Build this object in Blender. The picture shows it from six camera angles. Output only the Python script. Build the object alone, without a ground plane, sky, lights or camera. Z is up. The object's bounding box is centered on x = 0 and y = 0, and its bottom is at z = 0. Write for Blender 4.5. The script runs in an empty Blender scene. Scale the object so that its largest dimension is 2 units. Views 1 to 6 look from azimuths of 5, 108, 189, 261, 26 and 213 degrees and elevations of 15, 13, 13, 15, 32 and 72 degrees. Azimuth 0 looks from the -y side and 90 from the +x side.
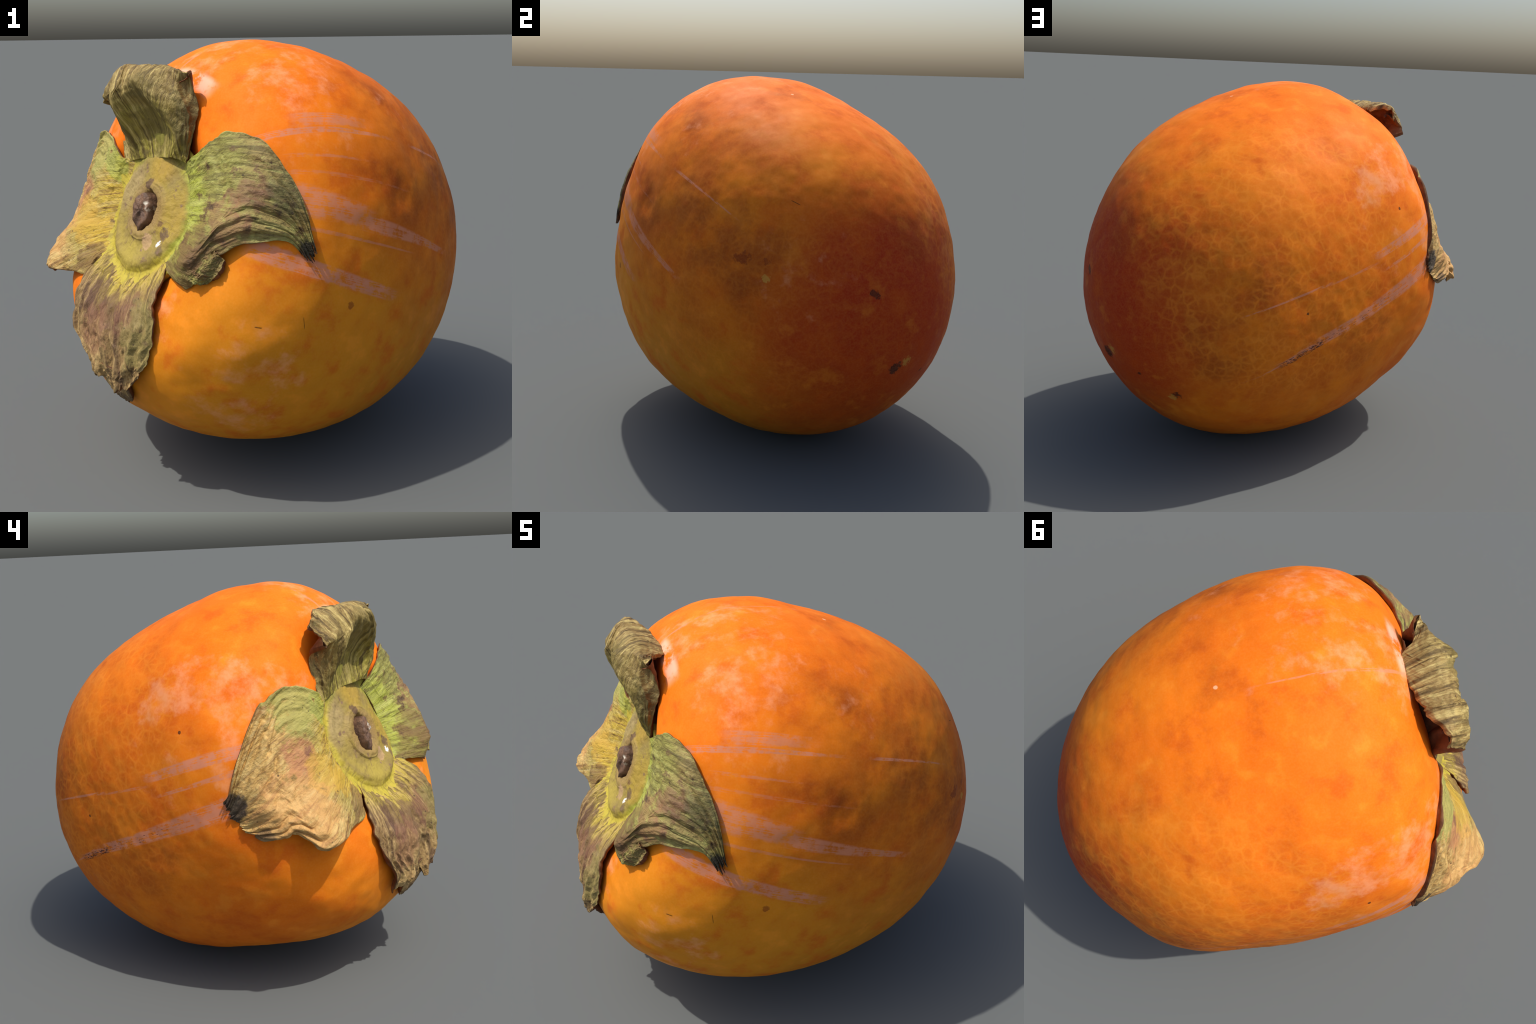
import bpy, math, random
import numpy as np
from mathutils import Vector, Matrix, noise as mn

random.seed(7)
np.random.seed(7)

# ------------------------------------------------------------------ frame of the fruit
# local z runs from the middle of the fruit to its stalk end, local x is level, local y points up
CENTRE = Vector((0.12, 0.14, 0.898))
X_AX = Vector((0.76173656, -0.64788688, 0.0))
Y_AX = Vector((0.22152546, 0.26045294, 0.93972908))
Z_AX = Vector((-0.60883814, -0.715826, 0.34191997))
ROT = Matrix((X_AX, Y_AX, Z_AX)).transposed()
FRAME = Matrix.Translation(CENTRE) @ ROT.to_4x4()
INV = FRAME.inverted()

# fruit outline: polar angle from the stalk, mean radius, then (cos, sin) lobes of the cross-section
SECTIONS = [
    (0, 0.902, (0, 0), (0, 0), (0, 0), (0, 0), (0, 0), (0, 0)),
    (12, 0.942, (0.013, -0.008), (-0.008, -0.001), (0, 0), (0, 0), (0, 0), (0, 0)),
    (24, 1.029, (0.034, -0.017), (-0.023, -0.004), (-0.002, -0.002), (-0.003, -0.001), (0, 0), (0, 0)),
    (36, 1.090, (0.043, -0.022), (-0.035, -0.006), (-0.007, -0.003), (-0.010, -0.003), (-0.001, 0), (0, 0)),
    (48, 1.078, (0.038, -0.026), (-0.044, -0.004), (-0.012, -0.001), (-0.016, -0.004), (-0.001, 0.001), (0, 0)),
    (60, 1.011, (0.042, -0.028), (-0.049, -0.003), (-0.014, 0.001), (-0.019, -0.005), (-0.002, 0.003), (0.002, 0)),
    (72, 0.941, (0.050, -0.024), (-0.042, -0.002), (-0.012, -0.002), (-0.023, -0.004), (-0.002, 0.004), (0.003, 0.001)),
    (84, 0.894, (0.044, -0.014), (-0.033, -0.001), (-0.006, -0.008), (-0.027, -0.005), (0, 0.004), (0.004, 0.002)),
    (96, 0.870, (0.036, -0.009), (-0.030, 0.001), (-0.001, -0.007), (-0.025, -0.006), (0.002, 0.002), (0.002, 0.003)),
    (108, 0.864, (0.031, -0.011), (-0.029, 0), (0, -0.001), (-0.015, -0.005), (0.003, 0.001), (0, 0.002)),
    (120, 0.870, (0.023, -0.016), (-0.023, -0.001), (-0.003, 0), (-0.004, -0.002), (0, 0.001), (-0.002, 0)),
    (132, 0.879, (0.016, -0.017), (-0.015, 0), (-0.003, -0.003), (0.001, 0.001), (-0.002, 0.001), (-0.001, 0)),
    (144, 0.890, (0.014, -0.014), (-0.011, 0), (0.001, -0.003), (0.001, 0.001), (-0.001, 0), (0, 0)),
    (156, 0.902, (0.006, -0.005), (-0.006, -0.002), (0.002, -0.001), (0, 0), (0, 0), (0, 0)),
    (168, 0.913, (-0.004, 0.002), (-0.002, -0.001), (0, 0), (0, 0), (0, 0), (0, 0)),
    (180, 0.917, (0, 0), (0, 0), (0, 0), (0, 0), (0, 0), (0, 0)),
]
STEP = 12.0
COEF = np.array([[s[1]] + [v for pair in s[2:] for v in pair] for s in SECTIONS])
MIRROR = np.array([1.0] + [(-1.0) ** m for m in range(1, 7) for _ in (0, 1)])


def skin_radius(theta, phi):
    """radius of the smooth fruit, angles in radians (numpy arrays)"""
    theta, phi = np.asarray(theta, float), np.asarray(phi, float)
    x = np.degrees(theta) / STEP
    i = np.clip(np.floor(x).astype(int), 0, len(COEF) - 2)
    f = (x - i)[..., None]
    last = len(COEF) - 1
    p0 = np.where((i < 1)[..., None], COEF[1] * MIRROR, COEF[np.clip(i - 1, 0, last)])
    p3 = np.where((i + 2 > last)[..., None], COEF[-2] * MIRROR, COEF[np.clip(i + 2, 0, last)])
    p1, p2 = COEF[i], COEF[i + 1]
    c = 0.5 * (2 * p1 + (p2 - p0) * f + (2 * p0 - 5 * p1 + 4 * p2 - p3) * f * f + (3 * p1 - p0 - 3 * p2 + p3) * f ** 3)
    b = [np.ones_like(phi)] + [g(m * phi) for m in range(1, 7) for g in (np.cos, np.sin)]
    return (c * np.stack(b, -1)).sum(-1)


def polar(theta, phi, r):
    return np.stack([np.sin(theta) * np.cos(phi) * r, np.sin(theta) * np.sin(phi) * r, np.cos(theta) * r], -1)


def on_skin(theta_deg, phi_deg, lift):
    t, p = np.radians(theta_deg), np.radians(phi_deg)
    return polar(t, p, skin_radius(t, p) + lift)


def smooth(a, b, x):
    t = np.clip((np.asarray(x, float) - a) / (b - a), 0, 1)
    return t * t * (3 - 2 * t)


def nz(x, y, z):
    return mn.noise(Vector((x, y, z)))


# ------------------------------------------------------------------ mesh helpers
def new_object(name, verts, faces, parent, mats, mat_index=None, smooth_faces=True):
    me = bpy.data.meshes.new(name)
    me.from_pydata([tuple(v) for v in verts], [], faces)
    for m in mats:
        me.materials.append(m)
    me.polygons.foreach_set("use_smooth", [smooth_faces] * len(me.polygons))
    if mat_index is not None:
        me.polygons.foreach_set("material_index", mat_index)
    me.validate()
    me.update()
    ob = bpy.data.objects.new(name, me)
    bpy.context.scene.collection.objects.link(ob)
    if parent is not None:
        ob.parent = parent
    return ob


def catmull(tab, x):
    """Catmull-Rom along the first axis of tab at positions x in [0, len-1], ends extrapolated"""
    tab = np.concatenate([2 * tab[:1] - tab[1:2], tab, 2 * tab[-1:] - tab[-2:-1]], 0)
    n = len(tab) - 2
    i = np.clip(np.floor(x).astype(int), 0, n - 2)
    f = (x - i).reshape((-1,) + (1,) * (tab.ndim - 1))
    p0, p1, p2, p3 = tab[i], tab[i + 1], tab[i + 2], tab[i + 3]
    return 0.5 * (2 * p1 + (p2 - p0) * f + (2 * p0 - 5 * p1 + 4 * p2 - p3) * f * f + (3 * p1 - p0 - 3 * p2 + p3) * f ** 3)


def grid_normals(P):
    du = np.gradient(P, axis=0)
    dv = np.gradient(P, axis=1)
    n = np.cross(du, dv)
    return n / (np.linalg.norm(n, axis=-1, keepdims=True) + 1e-12)


# ------------------------------------------------------------------ node helpers
def lin(r, g, b):
    f = lambda c: c / 12.92 if c <= 0.04045 else ((c + 0.055) / 1.055) ** 2.4
    return (f(r / 255), f(g / 255), f(b / 255), 1.0)


class Mat:
    def __init__(self, name):
        self.m = bpy.data.materials.new(name)
        self.m.use_nodes = True
        self.t = self.m.node_tree
        self.t.nodes.clear()
        self.out = self.t.nodes.new("ShaderNodeOutputMaterial")
        self.bsdf = self.t.nodes.new("ShaderNodeBsdfPrincipled")
        self.t.links.new(self.bsdf.outputs[0], self.out.inputs[0])
        tc = self.t.nodes.new("ShaderNodeTexCoord")
        self.P = tc.outputs["Object"]
        self.d = self.vmath("NORMALIZE", self.P)
        s = self.t.nodes.new("ShaderNodeSeparateXYZ")
        self.t.links.new(self.d, s.inputs[0])
        self.theta = self.math("MULTIPLY", self.math("ARCCOSINE", s.outputs[2]), 57.29578)
        self.phi = self.math("MULTIPLY", self.math("ARCTAN2", s.outputs[1], s.outputs[0]), 57.29578)
        self.sin = self.math("SINE", self.math("ARCCOSINE", s.outputs[2]))

    def put(self, sock, v):
        if isinstance(v, bpy.types.NodeSocket):
            self.t.links.new(v, sock)
        else:
            sock.default_value = v

    def math(self, op, *a):
        n = self.t.nodes.new("ShaderNodeMath")
        n.operation = op
        for k, v in enumerate(a):
            self.put(n.inputs[k], v)
        return n.outputs[0]

    def vmath(self, op, *a):
        n = self.t.nodes.new("ShaderNodeVectorMath")
        n.operation = op
        for k, v in enumerate(a):
            self.put(n.inputs[k], v)
        return n.outputs["Value" if op in ("DOT_PRODUCT", "LENGTH", "DISTANCE") else "Vector"]

    def xyz(self, x, y, z):
        n = self.t.nodes.new("ShaderNodeCombineXYZ")
        for k, v in enumerate((x, y, z)):
            self.put(n.inputs[k], v)
        return n.outputs[0]

    def step(self, x, a, b, lo=0.0, hi=1.0):
        n = self.t.nodes.new("ShaderNodeMapRange")
        n.interpolation_type = "SMOOTHSTEP"
        if a > b:
            a, b, lo, hi = b, a, hi, lo
        for k, v in enumerate((x, a, b, lo, hi)):
            self.put(n.inputs[k], v)
        return n.outputs[0]

    def noise(self, scale, detail=3.0, rough=0.5, vec=None, dist=0.0, off=None):
        n = self.t.nodes.new("ShaderNodeTexNoise")
        v = self.P if vec is None else vec
        if off is not None:
            v = self.vmath("ADD", v, off)
        self.put(n.inputs["Vector"], v)
        n.inputs["Scale"].default_value = scale
        n.inputs["Detail"].default_value = detail
        n.inputs["Roughness"].default_value = rough
        n.inputs["Distortion"].default_value = dist
        return n.outputs["Fac"]

    def voronoi(self, scale, feature="F1", vec=None, rand=1.0):
        n = self.t.nodes.new("ShaderNodeTexVoronoi")
        n.feature = feature
        self.put(n.inputs["Vector"], self.P if vec is None else vec)
        n.inputs["Scale"].default_value = scale
        n.inputs["Randomness"].default_value = rand
        return n.outputs["Distance"]

    def mix(self, fac, a, b, mode="MIX"):
        n = self.t.nodes.new("ShaderNodeMix")
        n.data_type = "RGBA"
        n.blend_type = mode
        n.clamp_factor = True
        self.put(n.inputs[0], fac)
        self.put(n.inputs[6], a)
        self.put(n.inputs[7], b)
        return n.outputs[2]

    def mul(self, *a):
        r = a[0]
        for b in a[1:]:
            r = self.math("MULTIPLY", r, b)
        return r

    def cap(self, theta, phi, inner, outer, vec=None):
        """1 within `inner` degrees of a direction, 0 beyond `outer`"""
        t, p = math.radians(theta), math.radians(phi)
        c = self.vmath("DOT_PRODUCT", self.d if vec is None else vec, (math.sin(t) * math.cos(p), math.sin(t) * math.sin(p), math.cos(t)))
        return self.step(c, math.cos(math.radians(outer)), math.cos(math.radians(inner)))

    def dphi(self, phi0, slope=0.0, theta0=0.0):
        p = self.math("SUBTRACT", self.phi, phi0)
        if slope:
            p = self.math("SUBTRACT", p, self.math("MULTIPLY", self.math("SUBTRACT", self.theta, theta0), slope))
        return self.math("WRAP", p, 180.0, -180.0)

    def bump(self, height, strength, distance, prev=None):
        n = self.t.nodes.new("ShaderNodeBump")
        n.inputs["Strength"].default_value = strength
        n.inputs["Distance"].default_value = distance
        self.put(n.inputs["Height"], height)
        if prev is not None:
            self.put(n.inputs["Normal"], prev)
        return n.outputs[0]

    def finish(self, colour, rough=0.5, spec=0.3, normal=None, **other):
        self.put(self.bsdf.inputs["Base Color"], colour)
        self.put(self.bsdf.inputs["Roughness"], rough)
        self.put(self.bsdf.inputs["Specular IOR Level"], spec)
        if normal is not None:
            self.put(self.bsdf.inputs["Normal"], normal)
        for k, v in other.items():
            self.put(self.bsdf.inputs[k], v)
        return self.m


# ------------------------------------------------------------------ fruit skin material
def skin_material():
    M = Mat("persimmon_skin")
    wn_node = M.t.nodes.new("ShaderNodeTexNoise")
    M.put(wn_node.inputs["Vector"], M.P)
    wn_node.inputs["Scale"].default_value = 3.5
    wn_node.inputs["Detail"].default_value = 4.0
    centred = M.vmath("SUBTRACT", wn_node.outputs["Color"], (0.5, 0.5, 0.5))

    def scaled(v, k):
        o = M.vmath("SCALE", v)
        o.node.inputs["Scale"].default_value = k
        return o

    dw = M.vmath("NORMALIZE", M.vmath("ADD", M.d, scaled(centred, 0.45)))     # direction with a wavy offset, for ragged zone edges

    def total(items, vec=None, inner=0.0, spread=1.0):
        """sum of strength * soft cap over (theta, phi, radius, strength)"""
        acc = 0.0
        for t, p, r, k in items:
            n = M.cap(t, p, inner * r, r * spread, vec)
            m = M.t.nodes.new("ShaderNodeMath")
            m.operation = "MULTIPLY_ADD"
            M.put(m.inputs[0], n)
            m.inputs[1].default_value = k
            M.put(m.inputs[2], acc)
            acc = m.outputs[0]
        return acc

    big = M.noise(2.2, 3)
    c = M.mix(M.step(big, 0.35, 0.65), lin(238, 131, 22), lin(228, 113, 18))
    c = M.mix(M.mul(M.cap(50, 95, 10, 70, dw), 0.75), c, lin(246, 117, 20))      # warm upper shoulder
    c = M.mix(M.mul(M.cap(75, -55, 20, 75, dw), 0.9), c, lin(218, 140, 28))      # ochre side low at the front
    c = M.mix(M.mul(M.cap(118, -35, 10, 50, dw), 0.6), c, lin(192, 122, 28))
    c = M.mix(M.mul(M.cap(163, 76, 0, 58, dw), 1.0), c, lin(178, 50, 16))        # red blush near the blossom end
    c = M.mix(M.mul(M.cap(165, -60, 0, 40, dw), 0.5), c, lin(190, 84, 24))
    # mottling
    mot = M.noise(7.0, 5, 0.6)
    c = M.mix(M.mul(M.step(mot, 0.48, 0.70), 0.6), c, lin(208, 86, 18))
    c = M.mix(M.mul(M.step(mot, 0.47, 0.30), 0.45), c, lin(250, 150, 40))
    # broad darker, duller clouds and smaller brown blotches
    cloud = M.step(M.noise(5.5, 6, 0.62, off=(2, 8, 3)), 0.32, 0.62, 0.15, 1.0)
    c = M.mix(M.mul(total(((98, 26, 50, 0.55), (124, 165, 44, 0.36), (96, -150, 40, 0.30), (75, 60, 30, 0.2)), dw, 0.1), cloud), c, lin(168, 74, 18))
    br = total(((72, 20, 13, 0.6), (113, 30, 20, 0.6), (70, 47, 10, 0.45), (119, 157, 15, 0.62), (138, 174, 15, 0.6), (103, 104, 9, 0.3),
                (127, 17, 10, 0.4), (140, 95, 12, 0.3), (88, -165, 14, 0.4), (74, 82, 7, 0.35), (92, 30, 14, 0.4), (68, 128, 8, 0.25), (100, -110, 14, 0.3)), dw)
    c = M.mix(M.math("MINIMUM", M.mul(br, cloud), 0.75), c, lin(136, 56, 18))
    # crackle: pale net on the blossom half
    warp = M.vmath("ADD", M.P, scaled(centred, 0.07))
    keep = M.step(M.noise(13.0, 3, 0.6, off=(6, 1, 2)), 0.36, 0.62)
    net = M.math("MAXIMUM", M.mul(M.step(M.voronoi(22.0, "DISTANCE_TO_EDGE", warp), 0.24, 0.0), M.math("ADD", M.mul(keep, 0.65), 0.35)),
                 M.mul(M.step(M.voronoi(34.0, "DISTANCE_TO_EDGE", warp), 0.22, 0.0), keep, 0.45))
    where = M.math("MAXIMUM", M.cap(106, 155, 34, 64), M.math("MAXIMUM", M.mul(M.cap(130, 30, 30, 70), 0.40), M.mul(M.cap(110, -100, 20, 80), 0.4)))
    where = M.mul(where, M.step(cloud, 0.2, 0.7, 0.55, 1.0))
    c = M.mix(M.mul(where, 0.24), c, lin(206, 90, 22))
    c = M.mix(M.mul(net, where, 0.46), c, lin(246, 146, 42))
    c = M.mix(M.mul(M.cap(166, 70, 0, 46, dw), 0.4), c, lin(168, 40, 12))
    # wax: pale pink rubbed patches
    grain = M.noise(26.0, 5, 0.65)
    wn = M.noise(11.0, 7, 0.66, off=(4, 4, 9))
    W = total(((47, -33.5, 6, 0.8), (55.7, -35, 5, 0.7), (47.5, -52, 7, 0.6), (57, -51.7, 6, 0.7), (43, 52, 5, 0.9), (48, 55, 6, 0.9), (54, 55, 6, 0.8),
               (57, 143, 7, 1.0), (48.6, 145.4, 7, 1.0), (69, 146, 6, 0.8), (62, 144, 5, 0.8), (55, 74, 14, 0.55), (33.4, 80, 7, 0.9), (34, 92, 6, 0.7), (46, 87, 6, 0.5),
               (64, 165, 14, 0.4), (135, 43, 14, 0.4), (51, 37, 7, 0.8), (75, 50, 9, 0.5), (40, 150, 7, 0.6), (36, 20, 9, 0.5),
               (31, 138, 3.5, 0.8), (36, 141, 3.5, 0.8), (42, 148, 3.5, 0.8), (46, 157, 3.5, 0.8), (49, 167, 3.5, 0.8), (51, 176, 3.5, 0.8), (30, -50, 3, 0.6), (26, -44, 3, 0.7)), None, 0.0, 1.6)
    c = M.mix(M.mul(M.step(M.math("ADD", M.mul(M.math("MINIMUM", W, 1.0), 0.20), wn), 0.60, 0.92), M.step(W, 0.0, 0.3), 0.56), c, lin(246, 168, 122))
    # pale healed ridge behind the top sepal
    ridge = M.mul(M.step(M.math("ABSOLUTE", M.math("SUBTRACT", M.theta, 32.6)), 2.6, 1.0), M.step(M.math("ABSOLUTE", M.dphi(77)), 16, 8), M.step(wn, 0.36, 0.5))
    c = M.mix(M.mul(ridge, 0.85), c, lin(250, 186, 158))
    # scuffs: long pale streaks that run from the stalk end toward the blossom end
    scuff = 0.0
    streak = M.noise(1.0, 4, 0.62, vec=M.xyz(M.mul(M.phi, 2.3), M.math("MULTIPLY", M.theta, 0.10), 1.7))
    ragged = M.math("ADD", M.theta, M.mul(streak, 16.0))
    arc = M.mul(M.sin, 0.0160)
    #        theta phi  slope  from  to  halfwidth(start, end)  strength
    for t, p, sl, a, b, w0, w1, k in ((53.5, -174.5, 0.05, 40, 108, 0.052, 0.029, 0.92), (112, -170.8, 0.13, 98, 121, 0.019, 0.017, 0.92), (124, -168.5, 0.3, 112, 131, 0.006, 0.004, 0.7),
                                      (50, 169.2, 0.0, 40, 75, 0.029, 0.025, 0.92), (90, 170, -0.10, 76, 97, 0.008, 0.006, 0.55), (106, 167.6, -0.13, 96, 128, 0.008, 0.004, 0.8),
                                      (52, 175.5, 0.0, 44, 72, 0.015, 0.008, 0.8),
                                      (45, 13.5, -0.10, 38, 63, 0.062, 0.043, 0.75), (75, 10.0, -0.04, 60, 100, 0.034, 0.015, 0.75), (60, 5.6, 0.0, 42, 80, 0.008, 0.004, 0.55),
                                      (42, -5.0, -0.06, 36, 76, 0.034, 0.029, 0.92),
                                      (39, 34, 0.03, 33, 69, 0.014, 0.007, 0.8), (51, 37.5, 0.0, 45, 62, 0.027, 0.022, 0.65), (81, 35.8, 0.09, 80, 108, 0.007, 0.004, 0.85),
                                      (50, 27, 0.0, 42, 62, 0.007, 0.004, 0.45), (50, 22, 0.0, 40, 75, 0.009, 0.004, 0.35), (46, 88, -0.1, 33, 66, 0.007, 0.003, 0.6)):
        w = M.step(M.theta, a, b, w0, w1)
        edge = M.step(M.math("DIVIDE", M.math("ABSOLUTE", M.mul(M.dphi(p, sl, t), arc)), w), 1.1, 0.72, 0.0, k)
        scuff = M.math("MAXIMUM", scuff, M.mul(edge, M.step(M.theta, a - 3, a + 2), M.step(ragged, b + 11, b + 2)))
    gr = M.math("ADD", M.mul(streak, 0.45), M.mul(grain, 0.55))
    c = M.mix(M.mul(scuff, M.step(gr, 0.42, 0.53, 0.05, 1.0)), c, lin(214, 136, 104))
    # black flecks in the long scuff
    fl = M.noise(1.0, 4, 0.7, vec=M.xyz(M.mul(M.dphi(-170.5), M.sin, 2.2), M.math("MULTIPLY", M.theta, 0.55), 2.0))
    ac = M.mul(M.math("ABSOLUTE", M.dphi(-170.3, 0.13, 112)), arc)
    c = M.mix(M.mul(M.step(fl, 0.47, 0.55), M.step(ac, 0.022, 0.010), M.step(M.theta, 101, 105), M.step(M.theta, 123, 118), 0.9), c, lin(58, 34, 36))
    ac2 = M.mul(M.math("ABSOLUTE", M.dphi(-172.8, 0.05, 80)), arc)
    c = M.mix(M.mul(M.step(fl, 0.57, 0.63), M.step(ac2, 0.028, 0.014), M.step(M.theta, 62, 80), M.step(M.theta, 112, 100), 0.8), c, lin(84, 46, 48))
    # small marks: dark blossom scar, corky flecks, a red pit, hairs
    fine = M.math("SUBTRACT", M.mul(M.noise(55.0, 4, 0.7), 3.4), 1.7)
    for col, k, items in ((lin(52, 30, 26), 0.85, ((179.1, 25, 2.0, 1), (153.6, 66.3, 0.9, 0.9), (152.2, 64, 0.9, 0.9), (154.1, -149, 1.5, 0.8), (60.2, 158.7, 0.4, 1.0), (107, 175, 0.5, 0.8), (167, -158, 1.0, 0.6))),
                          (lin(120, 40, 18), 0.6, ((61.9, -12.2, 0.8, 1.0), (119, 31, 1.8, 0.7), (117, 29, 1.2, 0.7), (125, 35, 1.2, 0.6), (153, 65.2, 1.6, 0.6))),
                          (lin(206, 158, 70), 0.6, ((176.4, 140, 1.6, 0.8), (155.3, -145, 1.3, 0.9), (128, 30, 1.2, 0.8))),
                          (lin(255, 206, 160), 0.6, ((74.3, 82.5, 0.45, 1.0),))):
        T = total(items, None, 0.0, 1.6)
        c = M.mix(M.mul(M.step(M.math("ADD", T, M.mul(fine, 0.8)), 0.35, 0.75), M.step(T, 0.05, 0.35), k), c, col)
    hair = 0.0
    for t, p, sl, ln in ((117.6, 56.1, 0.55, 1.6), (43.9, -25.9, 0.5, 0.8), (52, -20, -2.0, 0.8)):
        ac = M.mul(M.math("ABSOLUTE", M.dphi(p, sl, t)), arc)
        hair = M.math("MAXIMUM", hair, M.mul(M.step(ac, 0.003, 0.0012), M.step(M.math("ABSOLUTE", M.math("SUBTRACT", M.theta, t)), ln, ln * 0.6)))
    c = M.mix(M.mul(hair, 0.75), c, lin(60, 34, 16))
    # fine speckle
    c = M.mix(M.step(M.noise(120.0, 2, 0.6), 0.35, 0.7, 0.0, 0.05), c, lin(255, 190, 110))
    n = M.bump(M.noise(38.0, 4, 0.55), 0.04, 0.003)
    return M.finish(c, M.step(mot, 0.3, 0.7, 0.55, 0.70), 0.10, n)


# ------------------------------------------------------------------ calyx materials
def sepal_material(name, base, mid, rim, seed, base_end, rim_from, light, dark, axis, tips=(), stains=(), vein=0.55, skew=0.0):
    M = Mat(name)
    off = (seed * 3.7, seed * 1.3, seed * 5.1)
    big = M.noise(6.0, 4, 0.6, off=off)
    th = M.math("ADD", M.theta, M.math("MULTIPLY", M.math("SUBTRACT", big, 0.5), 14.0))
    c = M.mix(M.step(th, base_end - 3.5, base_end + 3.5), base, mid)
    c = M.mix(M.step(th, rim_from - 4, rim_from + 5), c, rim)
    blot = M.noise(14.0, 5, 0.62, off=off)
    c = M.mix(M.mul(M.step(blot, 0.5, 0.7), 0.5), c, lin(126, 100, 52))
    blot2 = M.noise(17.0, 5, 0.62, off=(off[1], off[2], off[0]))
    c = M.mix(M.mul(M.step(blot2, 0.52, 0.72), 0.4), c, light)
    # veins and wrinkles that fan out from the stalk
    # veins: q is the distance across the sepal from its middle line
    q = M.mul(M.sin, M.math("SINE", M.math("MULTIPLY", M.dphi(axis), 0.0174533)))
    q = M.math("SUBTRACT", q, M.math("MULTIPLY", M.theta, skew))
    fan = M.xyz(M.math("ADD", M.math("MULTIPLY", q, 48.0), M.math("MULTIPLY", M.phi, 0.10)), M.math("MULTIPLY", M.theta, 0.09), seed)
    v1 = M.noise(1.0, 4, 0.65, vec=fan, dist=0.6)
    fan2 = M.xyz(M.math("MULTIPLY", q, 24.0), M.math("MULTIPLY", M.theta, 0.035), seed + 4)
    v2 = M.noise(1.0, 3, 0.6, vec=fan2, dist=0.4)
    c = M.mix(M.mul(M.step(v1, 0.51, 0.62), vein), c, dark)
    c = M.mix(M.mul(M.step(v1, 0.46, 0.36), vein * 0.9), c, light)
    peb = M.noise(1.0, 4, 0.65, vec=M.xyz(M.math("MULTIPLY", M.phi, 0.7), M.math("MULTIPLY", M.theta, 0.75), seed + 9))
    c = M.mix(M.mul(M.step(peb, 0.53, 0.64), 0.45), c, dark)
    c = M.mix(M.mul(M.step(peb, 0.45, 0.35), 0.4), c, light)
    c = M.mix(M.mul(M.step(v2, 0.53, 0.64), 0.6), c, dark)
    c = M.mix(M.mul(M.step(v2, 0.46, 0.36), 0.3), c, light)
    for t, p, r, s, col in stains:
        k = M.step(M.math("ADD", M.cap(t, p, 0, r * 1.6), M.math("MULTIPLY", M.math("SUBTRACT", blot, 0.5), 3.2)), 0.25, 0.85)
        c = M.mix(M.mul(k, s), c, col)
    for t, p, r, s, col in tips:
        k = M.step(M.math("ADD", M.cap(t, p, 0, r * 1.6), M.math("MULTIPLY", M.math("SUBTRACT", blot, 0.5), 2.4)), 0.22, 0.75)
        c = M.mix(M.mul(k, s), c, col)
    # dark specks
    sp = M.voronoi(26.0, "F1", M.vmath("ADD", M.P, off))
    c = M.mix(M.mul(M.step(sp, 0.17, 0.09), M.step(M.noise(9.0, 2, off=off), 0.5, 0.6), 0.7), c, lin(58, 42, 34))
    n = M.bump(v1, 0.5, 0.012)
    n = M.bump(peb, 0.6, 0.012, n)
    n = M.bump(M.noise(60.0, 3, 0.55), 0.25, 0.006, n)
    return M.finish(c, 0.62, 0.3, n)


def underside_material(name="sepal_underside", light=lin(134, 88, 52), dark=lin(92, 56, 36)):
    M = Mat(name)
    b = M.noise(12.0, 4, 0.6)
    c = M.mix(M.step(b, 0.35, 0.65), light, dark)
    n = M.bump(M.noise(40.0, 4, 0.6), 0.3, 0.008)
    return M.finish(c, 0.7, 0.2, n)


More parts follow.
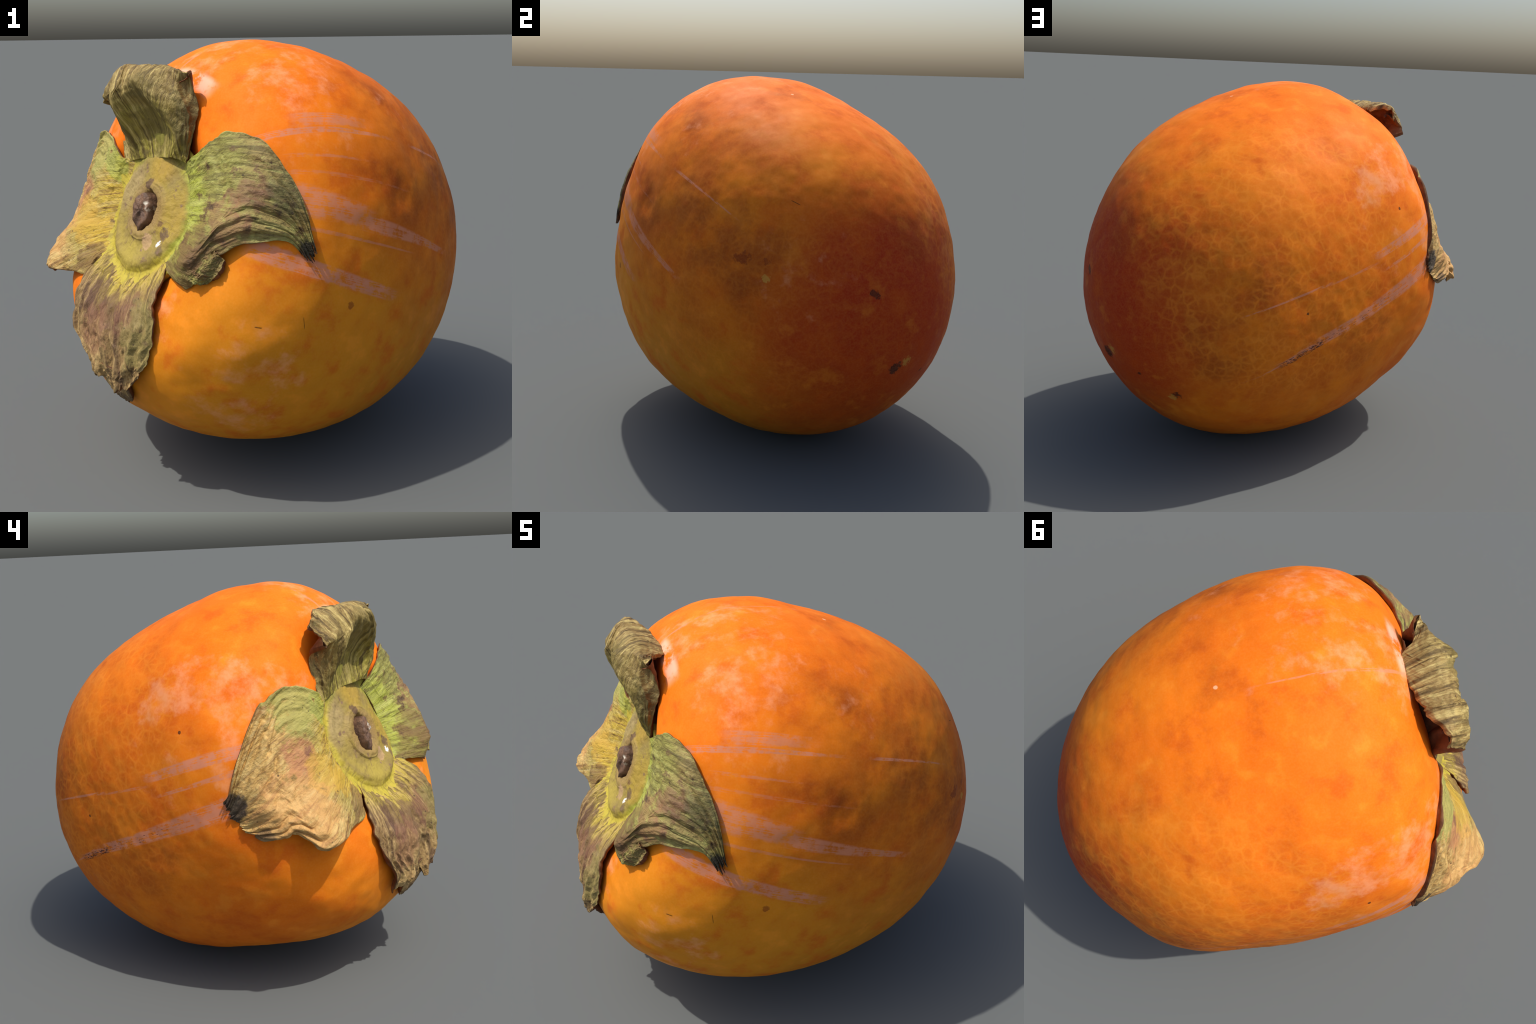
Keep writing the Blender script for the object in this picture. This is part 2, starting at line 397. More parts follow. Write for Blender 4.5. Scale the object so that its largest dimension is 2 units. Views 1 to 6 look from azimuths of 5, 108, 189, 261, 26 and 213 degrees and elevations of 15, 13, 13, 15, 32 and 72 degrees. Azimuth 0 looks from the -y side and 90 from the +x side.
def disc_material():
    M = Mat("calyx_disc")
    b = M.noise(9.0, 5, 0.6)
    c = M.mix(M.step(b, 0.35, 0.65), lin(162, 142, 64), lin(140, 120, 66))
    # yellow on the right and at the bottom, greyer brown on the left and near the scar
    c = M.mix(M.mul(M.cap(12, 0, 2, 9), 0.55), c, lin(172, 142, 46))
    c = M.mix(M.mul(M.cap(13, 80, 2, 7), 0.5), c, lin(184, 148, 48))
    c = M.mix(M.mul(M.cap(14, -95, 2, 8), 0.5), c, lin(178, 158, 66))
    c = M.mix(M.mul(M.cap(0, 0, 5.2, 9.5), 0.6), c, lin(148, 116, 78))
    c = M.mix(M.mul(M.cap(16, 150, 3, 11), 0.6), c, lin(170, 148, 108))
    blot = M.noise(22.0, 5, 0.65)
    c = M.mix(M.mul(M.step(blot, 0.52, 0.72), 0.4), c, lin(118, 92, 58))
    fan = M.xyz(M.math("MULTIPLY", M.phi, 0.35), M.math("MULTIPLY", M.theta, 0.30), 3.0)
    v = M.noise(1.0, 4, 0.65, vec=fan)
    c = M.mix(M.mul(M.step(v, 0.53, 0.68), 0.35), c, lin(120, 96, 50))
    for t, p, r, s, col in ((11.5, -25, 1.5, 0.8, lin(92, 68, 60)), (7.4, 98, 1.3, 0.75, lin(86, 60, 52)), (8.2, -20, 0.8, 0.7, lin(104, 70, 52)), (14.2, -42, 0.9, 0.6, lin(100, 80, 60)),
                            (9.5, -60, 1.8, 0.5, lin(206, 164, 132)), (16.8, 95, 2.2, 0.5, lin(96, 80, 62))):
        k = M.step(M.math("ADD", M.cap(t, p, 0, r * 1.7), M.math("MULTIPLY", M.math("SUBTRACT", blot, 0.5), 2.8)), 0.3, 0.75)
        c = M.mix(M.mul(k, s), c, col)
    # the collar that carries the sepals: green to the right, yellow below and to the left
    col = M.mix(M.cap(19, 8, 6, 16), lin(186, 168, 60), lin(156, 162, 62))
    col = M.mix(M.cap(19, 95, 6, 16), col, lin(146, 138, 62))
    col = M.mix(M.mul(M.step(blot, 0.5, 0.7), 0.5), col, lin(120, 98, 54))
    col = M.mix(M.mul(M.step(v, 0.52, 0.66), 0.6), col, lin(104, 96, 40))
    c = M.mix(M.step(M.math("ADD", M.theta, M.math("MULTIPLY", M.math("SUBTRACT", b, 0.5), 8.0)), 14.2, 16.6), c, col)
    # tiny white flecks
    wf = M.noise(70.0, 2, 0.5)
    for t, p in ((12.0, -38.5), (12.0, -41.5)):
        c = M.mix(M.mul(M.cap(t, p, 0.35, 0.8), M.step(wf, 0.40, 0.48)), c, lin(250, 246, 238))
    n = M.bump(M.noise(60.0, 5, 0.65), 0.4, 0.008)
    n = M.bump(v, 0.3, 0.010, n)
    return M.finish(c, 0.6, 0.3, n)


def stub_material():
    M = Mat("stem_stub")
    b = M.noise(18.0, 5, 0.65)
    c = M.mix(M.step(b, 0.35, 0.62), lin(84, 62, 48), lin(128, 96, 72))
    g = M.mul(M.cap(1.6, 30, 0.6, 1.7), M.step(M.noise(30.0, 4, 0.6), 0.42, 0.56))  # mask of the white glint painted on the stub
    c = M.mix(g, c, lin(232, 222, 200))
    n = M.bump(M.noise(40.0, 5, 0.7), 0.7, 0.012)
    return M.finish(c, 0.45, 0.4, n)


# ------------------------------------------------------------------ fruit body
def build_fruit(root, mat):
    nt_, np_ = 300, 600
    th = np.linspace(0, math.pi, nt_ + 1)
    ph = np.linspace(0, 2 * math.pi, np_, endpoint=False)
    T, Pp = np.meshgrid(th, ph, indexing="ij")
    R = skin_radius(T, Pp)
    td = np.degrees(T)
    # the calyx sits in a shallow socket
    back = np.exp(-((np.degrees(Pp) - 84) / 22.0) ** 2)
    R = R - 0.10 * (1 - smooth(17.5, 25.0 + 2.5 * np.clip(-np.sin(Pp), 0, 1) + 6.5 * back, td))
    D = polar(T, Pp, 1.0)
    lump = np.zeros_like(R)
    for i in range(nt_ + 1):
        for j in range(np_):
            x, y, z = D[i, j]
            if i in (0, nt_):
                x, y, z = D[i, 0]
            lump[i, j] = 0.0030 * nz(x * 7.5, y * 7.5, z * 7.5) + 0.0020 * nz(x * 15 + 9, y * 15, z * 15) + 0.0006 * nz(x * 34, y * 34 + 5, z * 34)
    # creases and swellings that run out of the socket
    shoulder = smooth(18, 26, td) * (1 - smooth(40, 62, td))
    pd = np.degrees(Pp)
    lump += 0.007 * shoulder * np.sin(np.radians(pd * 9 + 40) + 1.6 * np.sin(np.radians(pd * 2))) * 0.6
    low = smooth(24, 32, td) * (1 - smooth(52, 70, td)) * np.clip(np.cos(np.radians(pd + 85)) * 1.4, 0, 1)
    for i in range(nt_ + 1):
        if low[i].max() > 0.01:
            for j in range(np_):
                if low[i, j] > 0.01:
                    x, y, z = D[i, j]
                    lump[i, j] += low[i, j] * (0.0045 * nz(x * 8 + 2, y * 8, z * 8) + 0.0018 * nz(x * 19, y * 19 + 4, z * 19))
    # soft dents low at the front
    for t0, p0, r0, a in ((41, -43, 4, -0.005), (45, -35, 6, 0.014), (37, -48, 3.5, 0.008), (50, -38, 5, -0.008), (73, 20, 4, -0.008), (40, -105, 6, -0.012), (46, -116, 6, 0.004), (41, -131, 7, -0.006),
                          (52, -100, 7, 0.010), (33, 86, 5, 0.012), (60, 96, 6, 0.007), (36, 119, 5, 0.012), (36, 54, 6, 0.008), (58, -162, 6, 0.010), (37, -140, 5, 0.008), (180, 0, 2.0, -0.006)):
        c0 = polar(math.radians(t0), math.radians(p0), 1.0)
        ang = np.degrees(np.arccos(np.clip((D * c0).sum(-1), -1, 1)))
        lump += a * np.exp(-(ang / r0) ** 2)
    R = R + lump
    V = polar(T, Pp, R)
    verts = [V[0, 0]] + [v for i in range(1, nt_) for v in V[i]] + [V[nt_, 0]]
    idx = lambda i, j: 1 + (i - 1) * np_ + j % np_
    last = len(verts) - 1
    faces = [(0, idx(1, j), idx(1, j + 1)) for j in range(np_)]
    for i in range(1, nt_ - 1):
        faces += [(idx(i, j), idx(i + 1, j), idx(i + 1, j + 1), idx(i, j + 1)) for j in range(np_)]
    faces += [(idx(nt_ - 1, j), last, idx(nt_ - 1, j + 1)) for j in range(np_)]
    return new_object("fruit", verts, faces, root, [mat])


# ------------------------------------------------------------------ sepals
def build_sepal(parent, net, mats, seed, nu=170, nv=170, ragged_tip=0.05, ragged_side=0.03, thick=0.022, vein=0.0045, crumple=0.006, taper=1.0, sink=0.0, pleat=0.0, pleats=9, skew=0.0, wave_lo=0.0, wave_hi=0.0, waves=3.5):
    """net: rows from the disc to the tip, columns across, as local points"""
    net = np.array(net, float)
    rows, cols = net.shape[:2]
    us, vs = np.linspace(0, 1, nu), np.linspace(0, 1, nv)
    # ragged outline: pull the ends of every line of the sheet in by an uneven amount
    tip = np.array([1 - ragged_tip * (0.5 + 0.9 * nz(v * 9, seed, 0.3) + 0.5 * nz(v * 27, seed, 4.3)) for v in vs])
    lo = np.array([ragged_side * (0.4 + 0.8 * nz(u * 7, seed, 7.7) + 0.5 * nz(u * 24, seed, 2.1)) for u in us]) * smooth(0.15, 0.35, us)
    hi = np.array([ragged_side * (0.4 + 0.8 * nz(u * 7, seed, 17.7) + 0.5 * nz(u * 24, seed, 12.1)) for u in us]) * smooth(0.15, 0.35, us)
    lo = lo + wave_lo * (0.5 + 0.5 * np.sin(us * waves * 2 * math.pi + seed)) * smooth(0.25, 0.5, us)
    hi = hi + wave_hi * (0.5 + 0.5 * np.sin(us * waves * 2 * math.pi + 2.0 * seed)) * smooth(0.25, 0.5, us)
    P = np.zeros((nu, nv, 3))
    mid = catmull(net, us * (rows - 1))                      # (nu, cols, 3) dense along the length
    for j, v in enumerate(vs):
        vv = (lo + (1 - lo - hi) * v) * (cols - 1)
        line = np.stack([catmull(mid[i], np.array([vv[i]]))[0] for i in range(nu)])
        uu = us * np.clip(tip[j], 0, 1) * (nu - 1)
        k = np.clip(np.floor(uu).astype(int), 0, nu - 2)
        f = (uu - k)[:, None]
        P[:, j] = line[k] * (1 - f) + line[k + 1] * f
    N = grid_normals(P)
    ref = P / np.linalg.norm(P, axis=-1, keepdims=True)
    sgn = 1.0 if (N[: nu // 3] * ref[: nu // 3]).sum() > 0 else -1.0
    N *= sgn
    # relief: fanned veins, cross wrinkles, crumpling
    H = np.zeros((nu, nv))
    for i, u in enumerate(us):
        grow = float(smooth(0.03, 0.25, u))
        for j, v in enumerate(vs):
            w = v + 0.03 * nz(u * 4, v * 4, seed + 30)
            r1 = 1 - abs(nz(w * 11, u * 1.8, seed + 1)) * 2.2
            r2 = 1 - abs(nz(w * 25, u * 5.0, seed + 2)) * 2.2
            h = vein * (1.0 * r1 + 0.4 * r2) + 0.0036 * nz(w * 22, u * 24, seed + 5) + 0.0012 * nz(w * 44, u * 40, seed + 6) + crumple * (nz(v * 6, u * 6, seed + 3) + 0.7 * nz(v * 13, u * 12, seed + 13))
            fold = 2.0 * abs(math.sin(math.pi * pleats * (v - skew * u + 0.05 * nz(u * 2.5, v * 5, seed + 40)) + seed)) ** 0.8 - 1.2
            h += pleat * fold * float(smooth(0.3, 0.8, u)) * (0.6 + 0.8 * nz(v * 4, u * 2, seed + 41))
            H[i, j] = h * (0.35 + 0.65 * grow)
    H = np.maximum(H - H.mean(), -0.010)
    P0, N0 = P, N
    P = P0 + N0 * (H - sink)[..., None]
    e = np.minimum.outer(np.minimum(us, 1 - us) * 0 + 1, np.ones(nv))
    du, dv = np.minimum(1 - us, 1.0), np.minimum(vs, 1 - vs)
    e = np.minimum(np.minimum(1.0, (0.3 + du / (0.06 * taper)))[:, None], np.minimum(1.0, (0.3 + dv / (0.05 * taper)))[None, :])
    Q = P0 + N0 * (np.minimum(H, 0.004) * 0.6 - thick * e)[..., None]
    verts = np.concatenate([P.reshape(-1, 3), Q.reshape(-1, 3)])
    off = nu * nv
    A = lambda i, j: i * nv + j
    up, down, rim = [], [], []
    for i in range(nu - 1):
        for j in range(nv - 1):
            q = (A(i, j), A(i + 1, j), A(i + 1, j + 1), A(i, j + 1))
            up.append(q if sgn > 0 else q[::-1])
            b = tuple(x + off for x in q)
            down.append(b[::-1] if sgn > 0 else b)
    loop = [A(0, j) for j in range(nv)] + [A(i, nv - 1) for i in range(1, nu)] + [A(nu - 1, j) for j in range(nv - 2, -1, -1)] + [A(i, 0) for i in range(nu - 2, 0, -1)]
    for a, b in zip(loop, loop[1:] + loop[:1]):
        q = (a, b, b + off, a + off)
        rim.append(q if sgn > 0 else q[::-1])
    mi = [0] * len(up) + [1] * len(down) + [2] * len(rim)
    return verts, up + down + rim, mi


def net_from_skin(rows):
    out = [[on_skin(t - 0.6, p, h + 0.004) for t, p, h in rows[0]]]
    # steep collar that rises out of the groove round the pad
    out.append([on_skin(0.42 * a[0] + 0.58 * b[0] - 0.2, 0.5 * (a[1] + b[1]), 0.3 * a[2] + 0.7 * b[2] - 0.002) for a, b in zip(rows[0], rows[1])])
    return out + [[on_skin(*p) for p in row] for row in rows[1:]]


def net_from_world(rows):
    return [[np.array(INV @ Vector(p)) for p in row] for row in rows]


def crest_columns(net):
    """extra columns just inside the two crests, so that the valley between them has steep walls"""
    out = []
    for i, row in enumerate(net):
        k = float(smooth(0.5, 2.5, i) * (1 - smooth(4.8, 6.5, i)))
        a, b = row[2] * 0.68 + row[3] * 0.32, row[4] * 0.68 + row[3] * 0.32
        deep = [p - k * d * p / np.linalg.norm(p) for p, d in ((a, 0.014), (row[3], 0.0), (b, 0.014))]
        out.append([row[0], row[1], row[2], deep[0], deep[1], deep[2], row[4], row[5], row[6]])
    return out


# top sepal: rises from the disc with a valley down its middle and two crests, then bends back over its tip
TOP = [
    [(-.245, -.600, 1.425), (-.275, -.585, 1.435), (-.320, -.545, 1.440), (-.390, -.440, 1.430), (-.500, -.345, 1.405), (-.540, -.315, 1.395), (-.572, -.300, 1.385)],
    [(-.232, -.612, 1.455), (-.262, -.606, 1.465), (-.300, -.585, 1.475), (-.380, -.435, 1.484), (-.520, -.340, 1.445), (-.555, -.300, 1.435), (-.582, -.284, 1.415)],
    [(-.203, -.615, 1.540), (-.240, -.628, 1.540), (-.287, -.614, 1.538), (-.372, -.438, 1.552), (-.545, -.345, 1.500), (-.578, -.278, 1.495), (-.592, -.245, 1.490)],
    [(-.185, -.605, 1.610), (-.242, -.630, 1.608), (-.328, -.602, 1.608), (-.402, -.456, 1.627), (-.580, -.384, 1.602), (-.588, -.285, 1.580), (-.580, -.225, 1.575)],
    [(-.180, -.582, 1.665), (-.260, -.630, 1.680), (-.390, -.602, 1.692), (-.452, -.486, 1.700), (-.598, -.408, 1.681), (-.622, -.320, 1.650), (-.590, -.235, 1.615)],
    [(-.200, -.590, 1.735), (-.284, -.598, 1.752), (-.426, -.572, 1.772), (-.484, -.486, 1.762), (-.566, -.424, 1.734), (-.638, -.345, 1.690), (-.660, -.292, 1.645)],
    [(-.216, -.622, 1.786), (-.284, -.580, 1.808), (-.368, -.521, 1.818), (-.461, -.439, 1.820), (-.546, -.360, 1.816), (-.614, -.318, 1.765), (-.656, -.272, 1.685)],
    [(-.222, -.594, 1.797), (-.268, -.545, 1.804), (-.328, -.450, 1.814), (-.410, -.400, 1.819), (-.522, -.318, 1.822), (-.600, -.274, 1.796), (-.634, -.244, 1.715)],
    [(-.228, -.562, 1.794), (-.254, -.506, 1.788), (-.250, -.446, 1.780), (-.325, -.370, 1.790), (-.472, -.285, 1.806), (-.580, -.248, 1.808), (-.612, -.222, 1.745)],
    [(-.230, -.535, 1.772), (-.246, -.490, 1.760), (-.238, -.425, 1.748), (-.308, -.350, 1.752), (-.455, -.266, 1.768), (-.566, -.236, 1.768), (-.600, -.214, 1.718)],
]
# right sepal: polar angle, azimuth, height over the skin; its lower side rolls under
RIGHT = [
    [(16.8, 50, -.045), (16.9, 36, -.042), (16.6, 18, -.042), (16.4, 2, -.045), (16.6, -12, -.050), (16.6, -26, -.055), (17.0, -42, -.050)],
    [(19.6, 46, -.006), (20.2, 35, -.012), (20.2, 18, -.012), (20.4, 3, -.005), (20.6, -11, .010), (20.6, -24, .015), (20.6, -38, -.010)],
    [(24.0, 43, .014), (25.0, 32, .016), (25.4, 18, .020), (25.6, 4, .040), (25.2, -9, .074), (24.6, -20, .082), (25.6, -33, .020)],
    [(27.5, 42.5, .022), (27.7, 30, .013), (27.8, 17.5, .014), (28.3, 6, .044), (27.2, -5, .078), (26.8, -16, .080), (28.6, -29.5, .010)],
    [(31.0, 41, .030), (30.5, 28, .024), (30.2, 17, .036), (31.0, 9, .056), (29.4, 1, .066), (28.8, -8, .054), (29.8, -17, .012)],
    [(37.0, 33, .030), (35.8, 24, .032), (35.0, 16, .046), (34.5, 11, .058), (34.2, 6, .056), (33.8, 0, .046), (33.6, -6, .018)],
    [(41.3, 22, .022), (40.2, 17.5, .030), (39.8, 13, .040), (39.4, 9, .042), (38.8, 5.5, .040), (38.4, 2, .036), (38.2, -1.5, .016)],
    [(45.4, 10.5, .024), (45.0, 8, .024), (44.6, 6, .022), (44.2, 4, .022), (44.0, 2.4, .022), (43.7, 1, .018), (43.3, -.6, .008)],
    [(49.0, -1.0, .012), (49.4, -2, .014), (49.6, -2.8, .015), (49.6, -3.6, .015), (49.4, -4.4, .013), (49.0, -5, .011), (48.4, -5.4, .006)],
]
KNOB = [
    [(26.8, -27, .050), (27.0, -21, .064), (27.4, -15, .068), (28.4, -9, .060)],
    [(28.8, -26, .046), (29.2, -21, .054), (29.6, -15, .056), (30.4, -10, .046)],
    [(30.2, -24.5, .016), (30.8, -20, .026), (31.2, -15.5, .030), (31.4, -11, .026)],
    [(31.0, -23, .014), (31.8, -19, .030), (32.2, -15.5, .036), (32.0, -12, .026)],
]
# bottom sepal: hangs down, buckled lengthwise, ends in torn lobes
BOTTOM = [
    [(16.6, 226, -.048), (17.0, 241, -.050), (17.0, 256, -.052), (17.0, 270, -.054), (17.0, 285, -.054), (16.8, 300, -.052), (16.8, 321, -.050)],
    [(21.4, 228.5, .000), (20.8, 241, .002), (20.4, 256, -.004), (20.2, 270, -.006), (20.2, 285, -.006), (20.2, 300, .000), (20.4, 320, -.008)],
    [(26.5, 231, .018), (25.2, 243, .034), (24.2, 257, .022), (23.6, 270, .022), (23.8, 284, .026), (24.0, 298, .034), (24.4, 313, .028)],
    [(30.8, 234, .028), (29.6, 246, .038), (29.0, 258, .034), (28.2, 270, .038), (28.0, 283, .044), (28.2, 296, .044), (28.8, 309, .016)],
    [(33.6, 244, .056), (33.2, 252, .032), (32.6, 262, .036), (31.4, 273, .032), (31.2, 283, .042), (31.2, 292, .050), (32.2, 303, .018)],
    [(37.2, 253, .036), (36.6, 259, .032), (36.0, 266, .052), (36.0, 272, .026), (35.2, 281, .052), (34.6, 289, .054), (34.8, 298, .028)],
    [(40.8, 257, .024), (39.8, 261, .028), (38.4, 266, .060), (38.6, 271, .024), (38.2, 278, .056), (37.0, 285, .054), (36.4, 293, .044)],
    [(43.2, 260, .022), (42.2, 263, .024), (40.2, 267, .044), (40.6, 272, .034), (40.2, 278, .074), (39.0, 284, .072), (37.8, 290, .052)],
]
TONGUE = [
    [(36.5, 264, .030), (36.5, 270, .034), (36.5, 277, .036), (36.5, 284, .036)],
    [(40.0, 265, .026), (40.0, 270, .032), (40.0, 276, .036), (40.0, 282, .034)],
    [(43.0, 267, .024), (43.2, 271, .030), (43.2, 275, .032), (42.8, 280, .028)],
    [(45.6, 270, .018), (46.0, 272, .022), (45.8, 275, .024), (44.6, 278, .020)],
]
# left sepal: broad, its lower edge stands off the fruit
LEFT = [
    [(17.2, 133, -.045), (17.2, 148, -.044), (17.0, 163, -.042), (17.0, 178, -.042), (17.0, 193, -.044), (16.9, 210, -.050), (16.8, 224, -.052), (16.8, 231, -.054)],
    [(20.4, 141, -.004), (20.6, 152, -.010), (20.8, 165, -.008), (20.8, 179, -.004), (21.0, 194, -.002), (21.3, 212, -.004), (21.5, 223, -.002), (21.6, 228, -.010)],
    [(24.3, 140.4, .012), (25.0, 150, .010), (25.4, 162, .022), (25.4, 176, .022), (25.6, 190, .026), (25.6, 207, .046), (25.4, 226, .012), (25.8, 230, .004)],
    [(29.8, 142.5, .015), (30.0, 150, .013), (30.6, 160, .022), (31.5, 174, .024), (32.0, 189, .042), (31.2, 205, .086), (30.2, 219, .044), (30.6, 222, .010)],
    [(35.0, 147, .020), (35.5, 155, .016), (36.2, 165, .018), (37.0, 177, .020), (37.0, 191, .046), (36.5, 202, .100), (35.4, 211.4, .122), (36.8, 213.2, .084)],
    [(38.5, 151, .022), (38.5, 159, .019), (39.0, 168, .020), (39.5, 179, .022), (39.6, 191, .046), (39.2, 200, .094), (39.6, 208.6, .120), (40.3, 210, .070)],
    [(41.5, 157, .024), (41.2, 163, .018), (41.5, 171, .022), (41.8, 181, .032), (42.0, 190, .046), (42.0, 196, .064), (41.9, 200.8, .072), (42.3, 201.6, .046)],
    [(47.6, 172, .022), (47.4, 175, .016), (47.0, 179, .018), (46.2, 184, .030), (45.6, 190, .050), (45.2, 195.5, .058), (44.8, 199, .066), (45.2, 201, .040)],
    [(51.6, 181, .016), (51.8, 183, .013), (51.8, 185.5, .013), (51.6, 188, .014), (51.0, 191, .018), (50.2, 194.5, .024), (49.2, 197, .028), (48.9, 198.5, .012)],
    [(53.6, 183, .010), (53.8, 185, .010), (53.9, 186.5, .010), (53.8, 188, .010), (53.4, 190, .010), (52.6, 192, .012), (51.8, 193.5, .014), (51.5, 195, .006)],
]


def ring_outline(phi_deg):
    a = np.radians(phi_deg)
    return 17.0 + 0.7 * np.cos(2 * a + 0.6) + 0.3 * np.sin(3 * a)


def build_disc(parent, mat):
    """flat oval pad with a swollen lip, a groove round it and a hollow for the stem in its middle"""
    nr, na = 110, 260
    fr = np.linspace(0, 1, nr + 1)
    ph = np.linspace(0, 360, na, endpoint=False)
    F, A = np.meshgrid(fr, ph, indexing="ij")
    th = F * (ring_outline(A) + 4.0)
    lift = np.interp(th, [0, 4, 5.5, 7, 9, 11, 13, 14.6, 15.6, 16.4, 17.4, 18.6, 20.0, 20.7, 21.5], [-.030, -.025, .008, .012, .003, -.004, -.012, -.020, -.029, -.038, -.037, -.029, -.020, -.026, -.060])
    a = np.radians(A)
    # swollen lip at the bottom, thinner rim at the upper right
    lift += 0.020 * np.exp(-((th - 14) / 2.2) ** 2) * np.clip(np.cos(a + math.radians(80)), 0, 1)
    lift -= 0.010 * smooth(9, 14, th) * np.clip(np.cos(a - math.radians(15)), 0, 1) ** 2
    lift += 0.010 * np.exp(-((th - 14.5) / 1.4) ** 2) * np.clip(np.cos(a - math.radians(170)), 0, 1)
    lift -= (0.001 + 0.013 * (0.5 + 0.5 * np.cos(a - math.radians(165)))) * smooth(6, 9, th) * (1 - smooth(14.5, 16.5, th))
    # the hollow is a tall lens: squash polar angle there by direction
    shape = 4.6 + 0.9 * np.abs(np.sin(a)) ** 1.5 - 0.9 * np.abs(np.cos(a)) ** 2
    shape = shape + np.array([0.7 * nz(math.cos(t) * 2.2, math.sin(t) * 2.2, 5.5) + 0.4 * nz(math.cos(t) * 6, math.sin(t) * 6, 2.5) for t in a[0]])[None, :]
    hollow = 1 - smooth(shape - 0.6, shape + 0.5, th)
    rimr = np.exp(-((th - shape - 0.9) / 0.9) ** 2)
    lift = np.where(th < 8, np.maximum(lift, .008), lift) - hollow * 0.034 + rimr * 0.003
    R = skin_radius(np.radians(th), a) + lift
    bumps = np.zeros_like(R)
    for i in range(nr + 1):
        for j in range(na):
            p = polar(math.radians(th[i, j]), a[i, j], 1.0)
            bumps[i, j] = 0.006 * nz(p[0] * 14, p[1] * 14, 3) + 0.003 * nz(p[0] * 40, p[1] * 40, 8) + 0.0012 * nz(p[0] * 110, p[1] * 110, 1)
    bumps[0, :] = bumps[0, 0]
    V = polar(np.radians(th), a, R + bumps)
    verts = [V[0, 0]] + [v for i in range(1, nr + 1) for v in V[i]]
    idx = lambda i, j: 1 + (i - 1) * na + j % na
    faces = [(0, idx(1, j), idx(1, j + 1)) for j in range(na)]
    for i in range(1, nr):
        faces += [(idx(i, j), idx(i + 1, j), idx(i + 1, j + 1), idx(i, j + 1)) for j in range(na)]
    # underside closes the pad so that it has depth
    base = len(verts)
    verts += [v * 0.93 for v in V[nr]]
    faces += [(idx(nr, j), base + j, base + (j + 1) % na, idx(nr, j + 1)) for j in range(na)]
    faces.append(tuple(base + j for j in range(na - 1, -1, -1)))
    return new_object("calyx", verts, faces, parent, [mat])


def build_stub(parent, mat):
    """broken stalk: a short many-sided peg with an uneven, slanting break, pointed at its lower end"""
    corners = [(0.046, 0.030), (0.034, 0.066), (0.004, 0.080), (-0.030, 0.062), (-0.050, 0.020), (-0.048, -0.034), (-0.030, -0.066), (0.000, -0.098), (0.016, -0.066), (0.044, -0.030)]
    ring = []
    for k, (x, y) in enumerate(corners):
        x2, y2 = corners[(k + 1) % len(corners)]
        for f in (0.0, 0.34, 0.67):
            w = 0.004 * nz(k * 1.7, f * 5, 3.0)
            ring.append((x + (x2 - x) * f + w, y + (y2 - y) * f - w))
    levels = [(1.10, 0.0), (1.04, 0.040), (0.98, 0.060), (0.92, 0.066), (0.70, 0.068), (0.45, 0.067), (0.2, 0.066)]
    verts, faces, n = [], [], len(ring)
    for q, (sc, h) in enumerate(levels):
        for x, y in ring:
            g = min(1.0, q / 2)
            z = h + g * (0.10 * y - 0.12 * x) + g * (0.010 * nz(x * 30, y * 30, 2) + 0.008 * nz(x * 60 * sc, y * 60 * sc, 6))
            verts.append((x * sc - 0.004, y * sc - 0.004, 0.874 + z))
    verts.append((-0.004, -0.004, 0.874 + 0.064))
    for q in range(len(levels) - 1):
        faces += [(q * n + j, q * n + (j + 1) % n, (q + 1) * n + (j + 1) % n, (q + 1) * n + j) for j in range(n)]
    top = (len(levels) - 1) * n
    faces += [(top + j, top + (j + 1) % n, len(verts) - 1) for j in range(n)]
    return new_object("stem_stub", verts, faces, parent, [mat])


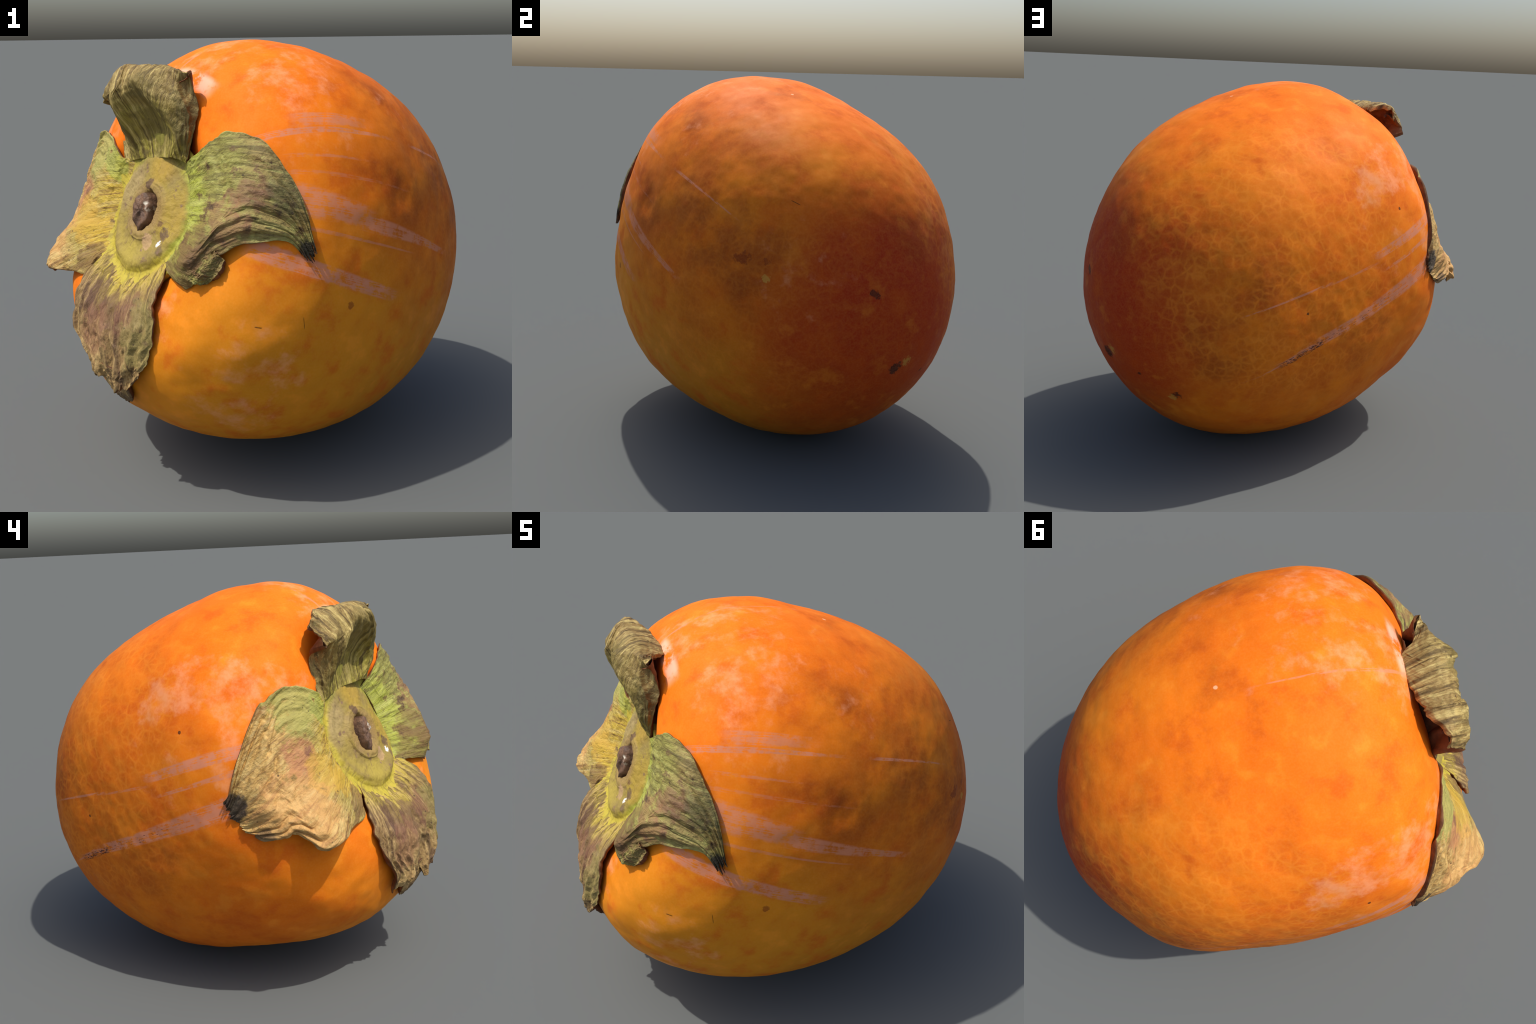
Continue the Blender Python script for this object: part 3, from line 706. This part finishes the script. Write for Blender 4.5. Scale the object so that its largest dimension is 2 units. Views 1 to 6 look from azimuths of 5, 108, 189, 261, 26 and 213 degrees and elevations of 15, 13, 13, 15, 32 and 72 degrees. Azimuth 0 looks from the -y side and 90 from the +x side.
# ------------------------------------------------------------------ assembly
def main():
    root = bpy.data.objects.new("persimmon", None)
    bpy.context.scene.collection.objects.link(root)
    root["label"] = "ripe orange persimmon lying on its side, dried green-brown calyx"
    root["category"] = "fruit"

    fruit = build_fruit(root, skin_material())
    fruit.matrix_basis = FRAME
    disc = build_disc(root, disc_material())
    disc.matrix_basis = FRAME
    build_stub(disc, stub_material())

    under = underside_material()
    edge = underside_material("sepal_edge", lin(120, 84, 52), lin(84, 56, 38))
    brown, black, plum = lin(112, 80, 52), lin(44, 40, 42), lin(122, 78, 64)
    mats = {
        "top": sepal_material("sepal_top", lin(166, 154, 62), lin(136, 116, 62), lin(150, 122, 72), 1.0, 20.5, 28.0, lin(206, 184, 116), lin(80, 62, 34), 97.0, vein=0.8,  # light streak colour raised to bake in this sepal's highlights
                              stains=((21, 88, 5, 0.5, lin(100, 88, 42)), (26, 55, 5, 0.5, lin(100, 92, 52)))),
        "right": sepal_material("sepal_right", lin(166, 170, 66), lin(148, 142, 72), lin(148, 128, 76), 2.0, 22.5, 33.0, lin(180, 180, 104), lin(84, 72, 40), 2.0, vein=0.5,
                                stains=((33.5, 12, 4, 0.6, plum), (30, 3, 4, 0.5, lin(150, 104, 76)), (25, -12, 5, 0.6, brown), (24, -28, 6, 0.6, brown), (32, -12, 6, 0.5, brown), (42, 16, 4, 0.5, lin(88, 86, 56))),
                                tips=((48.4, -2, 3.0, 0.9, black),)),
        "bottom": sepal_material("sepal_bottom", lin(190, 168, 64), lin(136, 108, 68), lin(160, 130, 82), 3.0, 22.0, 33.0, lin(190, 162, 108), lin(82, 58, 42), 275.0, vein=0.7,
                                 stains=((24.5, 255, 4, 0.6, lin(96, 66, 56)), (24.5, 272, 3.5, 0.6, lin(100, 70, 56)), (25, 290, 4, 0.5, plum), (30, 262, 5, 0.4, lin(150, 104, 78)), (30, 300, 6, 0.5, lin(146, 138, 76))),
                                 tips=((44.5, 275, 2.5, 0.6, lin(84, 66, 52)),)),
        "left": sepal_material("sepal_left", lin(198, 168, 58), lin(172, 152, 78), lin(196, 158, 92), 4.0, 23.5, 30.0, lin(208, 186, 124), lin(116, 82, 48), 186.0, skew=0.006, vein=0.6,
                               stains=((32, 178, 4.5, 0.7, lin(172, 112, 80)), (29.5, 176, 1.2, 0.6, lin(104, 66, 60)), (24, 222, 4, 0.6, brown), (22, 150, 4, 0.6, lin(164, 178, 72)), (22.5, 200, 4, 0.5, lin(196, 156, 50)), (31, 150, 8, 0.7, lin(160, 158, 84)), (27, 190, 5, 0.6, lin(198, 158, 60)), (40, 196, 9, 0.45, lin(206, 150, 90))),
                               tips=((52.0, 185.5, 3.2, 0.9, black), (48.5, 198, 1.8, 0.6, lin(70, 56, 50)))),
    }
    jobs = (("top", crest_columns(net_from_world(TOP)), dict(ragged_tip=0.06, ragged_side=0.012, vein=0.0060, crumple=0.006, thick=0.085, taper=4.0, sink=0.006)),
            ("right", net_from_skin(RIGHT), dict(vein=0.0050, crumple=0.007, pleat=0.006, pleats=7, wave_hi=0.05, waves=2.6)),
            ("bottom", net_from_skin(BOTTOM), dict(ragged_tip=0.15, ragged_side=0.05, vein=0.0085, crumple=0.010, pleat=0.010, pleats=6, wave_lo=0.05)),
            ("left", net_from_skin(LEFT), dict(vein=0.0055, crumple=0.010, pleat=0.012, pleats=9, skew=0.55, wave_hi=0.03, waves=4.2)))
    for k, (name, net, opts) in enumerate(jobs):
        v, f, mi = build_sepal(disc, net, None, 3.1 + 5.7 * k, **opts)
        if name in ("bottom", "right"):
            v2, f2, mi2 = build_sepal(disc, net_from_skin(TONGUE if name == "bottom" else KNOB), None, 61.0 + k, nu=60, nv=60, ragged_tip=0.10, ragged_side=0.06, vein=0.002, crumple=0.004)
            n0 = len(v)
            v = np.concatenate([v, v2])
            f = f + [tuple(x + n0 for x in q) for q in f2]
            mi = mi + mi2
        new_object("sepal", v, f, disc, [mats[name], under, edge], mi)


main()
